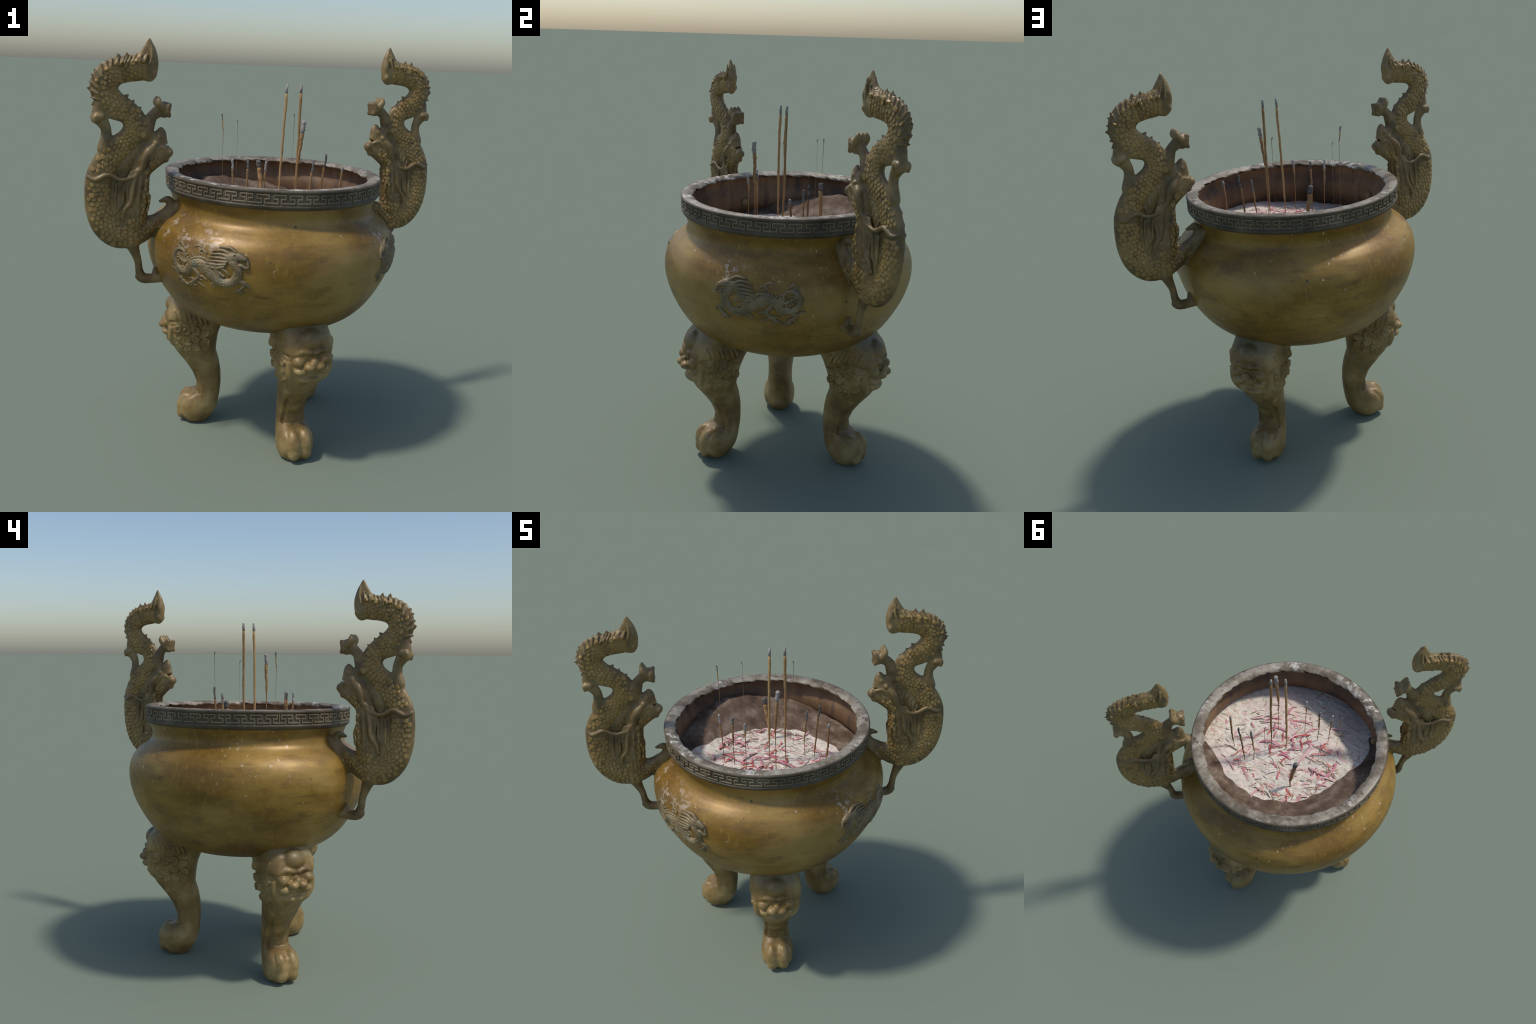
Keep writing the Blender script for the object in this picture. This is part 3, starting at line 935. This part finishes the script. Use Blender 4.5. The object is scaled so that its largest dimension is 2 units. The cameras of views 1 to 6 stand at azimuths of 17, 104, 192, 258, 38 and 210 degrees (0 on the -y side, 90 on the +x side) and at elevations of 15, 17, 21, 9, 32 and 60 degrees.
def scale_run(pts, pitch, rows, rs, width, frac=0.72):
    P = spline(pts, 600)
    d = np.concatenate([[0], np.cumsum(np.hypot(*np.diff(P[:, :2], axis=0).T))])
    n = int(d[-1] / pitch)
    for i in range(n):
        dd = (i + 0.5) * pitch
        k = min(np.searchsorted(d, dd), len(P) - 2)
        t = P[k + 1, :2] - P[max(k - 1, 0), :2]
        t /= np.hypot(*t)
        nx, nz = -t[1], t[0]
        r = P[k, 2]
        m = rows - (i % 2)
        for j in range(m):
            off = (j - (m - 1) / 2) / (rows / 2) * r * frac
            for side in (-1, 1):
                s = rs.uniform(0.82, 1.18)
                jx, jz = rs.normal(0, 0.0018, 2)
                seat(P[k, 0] + nx * off + jx, P[k, 1] + nz * off + jz, side, t[0], t[1], pitch * 1.32 * s, width * s * rs.uniform(.88, 1.1), 0.0050 * rs.uniform(.7, 1.2))


rs = np.random.default_rng(5)
scale_run(SPINE[:14], 0.0195, 5, rs, 0.0245, 0.86)
scale_run(SPINE[13:20], 0.0205, 5, rs, 0.0255, 0.88)
scale_run([(0.705, 1.19, .055), (0.690, 1.14, .060), (0.66, 1.10, .055)], 0.020, 5, rs, 0.020, 0.9)
scale_run([(0.590, 1.160, .034), (0.640, 1.130, .036), (0.66, 1.12, .04)], 0.020, 3, rs, 0.019, 0.85)
scale_run([(0.655, 1.37, .016), (0.655, 1.30, .02), (0.662, 1.24, .03), (0.675, 1.19, .035)], 0.019, 3, rs, 0.017, 0.85)
scale_run([(0.600, 1.455, .02), (0.640, 1.425, .026), (0.665, 1.385, .02)], 0.018, 3, rs, 0.015, 0.8)
placed.sort(key=lambda p: -p[0])
named, rest = placed[:150], placed[150:]
scales_of = []
for _, M in named:
    ob = bpy.data.objects.new("dragon_scale", scale_mesh)
    SC.collection.objects.link(ob)
    ob.parent = hparts["dragon_torso"]
    ob.matrix_local = M
    scales_of.append(ob)
if rest:
    S = Soup()
    hom = np.hstack([SV, np.ones((len(SV), 1))])
    for _, M in rest:
        S.add((hom @ np.array(M).T)[:, :3], SF)
    scale_rest = S.obj("small_dragon_scales", SCALE_M, hparts["dragon_torso"], kind="stuff")


# crest: curved blades along the back
def blade(L, Wd, Th, bend):
    P = np.array([(bend * (t ** 2), 0, t * L) for t in np.linspace(0, 1, 7)])
    R = [Wd * (1 - 0.97 * t) for t in np.linspace(0, 1, 7)]
    V, F = tube(P, R, 10, Th / Wd, up=(0, 1, 0))
    return V, F


BV, BF = blade(0.036, 0.030, 0.011, 0.014)
bm_ = bpy.data.meshes.new("crest_blade")
bm_.from_pydata([tuple(v) for v in BV.tolist()], [], BF)
bm_.polygons.foreach_set("use_smooth", [True] * len(bm_.polygons))
bm_.materials.append(HANDLE)
blades = []


def crest(px, pz, dx, dz, y, size, flip=1, part="dragon_tail"):
    size *= rs.uniform(0.75, 1.3)
    dx, dz = dx + rs.normal(0, .15), dz + rs.normal(0, .15)
    zx = Vector((dx, 0, dz)).normalized()
    yx = Vector((0, 1, 0))
    xx = yx.cross(zx) * flip
    M = Matrix.Translation((px, y + LEAN(pz), pz)) @ Matrix((xx * size, yx * size, zx * size)).transposed().to_4x4()
    ob = bpy.data.objects.new("crest_blade", bm_)
    SC.collection.objects.link(ob)
    ob.parent = hparts[part]
    ob.matrix_local = M
    blades.append(ob)


for k in np.linspace(5, 57, 9):             # outer back of the tail
    i = int(k)
    t = sp[i + 1, :2] - sp[i - 1, :2]
    t /= np.hypot(*t)
    n = np.array([-t[1], t[0]])
    c = sp[i, :2] + n * sp[i, 2] * 0.80
    crest(c[0], c[1], n[0] - 0.75 * t[0], n[1] - 0.75 * t[1], 0, 0.72, 1)
for k in np.linspace(62, 122, 12):            # inner back down to the whisker
    i = int(k)
    t = sp[i + 1, :2] - sp[i - 1, :2]
    t /= np.hypot(*t)
    n = np.array([t[1], -t[0]])
    c = sp[i, :2] + n * sp[i, 2] * 0.72
    crest(c[0], c[1], n[0] - 0.5 * t[0], n[1] - 0.5 * t[1], 0, 0.72, -1, "dragon_torso")



def stand(angle, off, slope, lift):
    """Handle frame: turned to its side of the bowl, leaning a little out of its plane."""
    return (Matrix.Rotation(math.radians(angle), 4, "Z") @ Matrix.Translation((0, off, 0.9 + lift))
            @ Matrix.Rotation(-slope, 4, "X") @ Matrix.Translation((0, 0, -0.9)))


H0 = stand(PHI, -0.009, 0.016, 0.006)
H1 = stand(PHI + 180, -0.021, 0.043, -0.004)
h0.matrix_local = H0
h1 = empty("dragon_handle", burner, H1)
twin = {}
for nm, ob in hparts.items():
    twin[ob.name] = copy_of(ob, h1)
for ob in scales_of + blades + ([scale_rest] if rest else []):
    copy_of(ob, twin[ob.parent.name])

# ------------------------------------------------------- ash bed and incense
def ash_z(x, y):
    """Ash heaped against the back wall, fallen away from the wall in front."""
    x, y = np.asarray(x, float), np.asarray(y, float)
    r, th = np.hypot(x, y), np.arctan2(y, x)
    up_ = np.clip(np.cos(th - math.radians(152)), 0, 1) ** 1.4
    dn = np.clip(np.cos(th + math.radians(118)), 0, 1) ** 2
    z = 1.155 - 0.02 * x + 0.120 * up_ * smooth01(r, 0.24, 0.46) - 0.050 * dn * smooth01(r, 0.22, 0.38)
    return z + 0.006 * np.sin(9 * x + 2) * np.cos(8 * y + 1) + 0.004 * np.sin(17 * x + 9 * y)


nr, na = 110, 260
aa = np.linspace(0, 2 * np.pi, na, endpoint=False)[None, :]
edge_z = ash_z(0.5 * np.cos(aa), 0.5 * np.sin(aa))
edge_r = np.interp(edge_z, [1.06, 1.10, 1.13, 1.155, 1.18, 1.20, 1.30], [0.572, 0.560, 0.543, 0.526, 0.507, 0.500, 0.499])
deg = np.degrees(aa[0])
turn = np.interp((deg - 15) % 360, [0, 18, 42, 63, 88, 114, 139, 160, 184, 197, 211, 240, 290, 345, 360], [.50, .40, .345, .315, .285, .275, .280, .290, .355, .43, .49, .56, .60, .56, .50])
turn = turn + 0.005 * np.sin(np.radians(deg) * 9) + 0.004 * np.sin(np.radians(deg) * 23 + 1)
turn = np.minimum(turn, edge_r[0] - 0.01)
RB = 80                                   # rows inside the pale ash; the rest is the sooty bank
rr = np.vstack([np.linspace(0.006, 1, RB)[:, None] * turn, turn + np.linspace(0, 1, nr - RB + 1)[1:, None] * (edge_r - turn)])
X, Y = rr * np.cos(aa), rr * np.sin(aa)
Z = ash_z(X, Y)
Z = Z + np.array([[0.006 * mnoise.fractal(Vector((a * 16, b * 24, 3.3)), 1.0, 2.1, 5) for a, b in zip(xr, yr)] for xr, yr in zip(X, Y)])
i, j = np.meshgrid(np.arange(nr - 1), np.arange(na), indexing="ij")
k = (j + 1) % na
F = np.stack([i * na + j, (i + 1) * na + j, (i + 1) * na + k, i * na + k], -1).reshape(-1, 4)
V = np.stack([X + CX, Y + CY, Z], -1).reshape(-1, 3)
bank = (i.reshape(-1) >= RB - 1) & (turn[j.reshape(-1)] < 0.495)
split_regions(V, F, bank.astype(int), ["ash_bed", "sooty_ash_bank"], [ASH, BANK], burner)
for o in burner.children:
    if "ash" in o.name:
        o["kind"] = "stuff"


def slip(L, wd, curl, lift):
    """A curled paper slip with real thickness."""
    n = 8
    s = np.linspace(-0.5, 0.5, n)
    top_, bot = [], []
    for t in s:
        zc = lift * (0.25 - t * t) * 4 * L * 0.12
        yc = curl * t * t * L
        for e in (-1, 1):
            top_.append((t * L, yc + e * wd / 2 * (1 - 0.5 * abs(t) ** 3 * 8 * .3), zc + 0.0008))
            bot.append((t * L, yc + e * wd / 2 * (1 - 0.5 * abs(t) ** 3 * 8 * .3), zc - 0.0008))
    V = top_ + bot
    m = 2 * n
    F = []
    for q in range(n - 1):
        a, b, c_, d = 2 * q, 2 * q + 1, 2 * q + 3, 2 * q + 2
        F += [(a, d, c_, b), (m + a, m + b, m + c_, m + d), (a, m + a, m + d, d), (b, c_, m + c_, m + b)]
    F += [(0, 1, m + 1, m), (2 * n - 2, m + 2 * n - 2, m + 2 * n - 1, 2 * n - 1)]
    return V, F


def litter(name, mat, count, Lr, Wr, seed, spread, variants=6, center=(0.0, 0.0)):
    r = np.random.default_rng(seed)
    base = []
    for q in range(variants):
        V, F = slip(r.uniform(*Lr), r.uniform(*Wr), r.uniform(-.6, .6), r.uniform(0, 1.6))
        base.append(make_obj(name, V, F, mat, burner, smooth=False))
    for q in range(count):
        ob = base[q] if q < variants else copy_of(base[q % variants], burner)
        rad, th = spread * math.sqrt(r.uniform(0, 1)), r.uniform(0, 6.283)
        px, py = center[0] + rad * math.cos(th), center[1] + rad * math.sin(th)
        rad = math.hypot(px, py)
        ang = math.degrees(math.atan2(py, px)) % 360
        far = 0.26 if 40 < ang < 200 else 0.42
        if rad > far:
            px, py = px * far / rad, py * far / rad
        z_ = float(ash_z(px, py)) + r.uniform(-0.001, 0.004)
        ob.matrix_local = Matrix.Translation((px + CX, py + CY, z_)) @ Euler((r.normal(0, .12), r.normal(0, .12), r.normal(0.7, 0.75))).to_matrix().to_4x4() @ Matrix.Scale(r.uniform(.8, 1.25), 4)


litter("red_paper_slip", RED, 46, (.035, .100), (.003, .010), 3, 0.31, 8, center=(-0.01, 0.01))
litter("pink_paper_slip", PINK, 48, (.04, .12), (.004, .013), 4, 0.34, 8, center=(0.0, 0.0))
litter("spent_incense_stub", TAN, 90, (.03, .085), (.003, .006), 6, 0.40, 8)
litter("ash_curl", PALE, 220, (.02, .06), (.003, .007), 7, 0.44, 10)


def incense(top_, base_, r_top, burnt=0.12, hair=None):
    """Crooked joss stick: lumpy shaft, burnt tip on top, thin unseen foot added to reach the ash."""
    r = np.random.default_rng(int(abs(top_[0] * 1000) + abs(top_[1] * 7777)))
    a, b = np.array(top_, float), np.array(base_, float)
    ground = np.array([b[0], b[1], float(ash_z(b[0] - CX, b[1] - CY)) - 0.01])
    n = 26
    t = np.linspace(0, 1, n)[:, None]
    P = a + (b - a) * t
    P[:, :2] += np.cumsum(r.normal(0, 0.0007, (n, 2)), 0)
    R = r_top * (1 - 0.35 * t[:, 0]) * (1 + r.normal(0, 0.10, n))
    P = P - np.array([0, 0, 0])
    m = max(3, int(round(burnt * n)))
    shaft = np.vstack([P[m - 1:], [ground + (P[-1] - ground) * 0.6], [ground]])  # foot below the shaft is added to join it to the ash
    sr = np.concatenate([R[m - 1:], [hair or r_top * 0.32, hair or r_top * 0.32]])
    sr[-3] *= 0.6
    c0 = np.array([a[0], a[1], 0])
    V, F = tube(shaft - ground, sr, 8)
    ob = make_obj("incense_stick", V, F, STICK)
    ob.location = ground
    ob["label"] = "thin crooked tan incense stick with burnt tip"
    ob["category"] = "incense stick"
    rt = R[:m].copy() * 1.04
    rt[0] *= 0.7
    V, F = tube(P[:m] - ground, rt, 8)
    make_obj("burnt_tip", V, F, TIP, ob)


incense((0.062, -0.034, 1.803), (0.043, -0.037, 1.275), 0.0074, 0.10)
incense((0.121, 0.010, 1.805), (0.116, 0.008, 1.285), 0.0074, 0.10)
incense((0.177, -0.129, 1.642), (0.152, -0.129, 1.435), 0.0105, 0.30, 0.0016)
incense((-0.148, -0.199, 1.450), (-0.144, -0.190, 1.312), 0.0060, 0.40, 0.0016)
incense((-0.075, -0.184, 1.445), (-0.079, -0.182, 1.282), 0.0060, 0.28)
incense((0.024, -0.202, 1.450), (0.013, -0.198, 1.364), 0.0062, 0.55, 0.0016)
incense((0.179, 0.115, 1.428), (0.164, 0.116, 1.258), 0.0058, 0.40)
incense((0.233, 0.150, 1.462), (0.208, 0.144, 1.182), 0.0056, 0.28)
incense((0.333, 0.084, 1.413), (0.303, 0.098, 1.205), 0.0066, 0.15)
incense((-0.126, 0.146, 1.408), (-0.104, 0.155, 1.213), 0.0125, 0.22)
incense((-0.2515, -0.080, 1.652), (-0.244, -0.078, 1.572), 0.0036, 0.4, 0.0006)  # from here on: floating scraps, held up by added hair-thin stems
incense((-0.231, 0.095, 1.612), (-0.231, 0.096, 1.596), 0.0022, 0.5, 0.0005)
incense((0.047, 0.175, 1.655), (0.047, 0.174, 1.635), 0.0026, 0.5, 0.0005)
print("scales", len(placed))
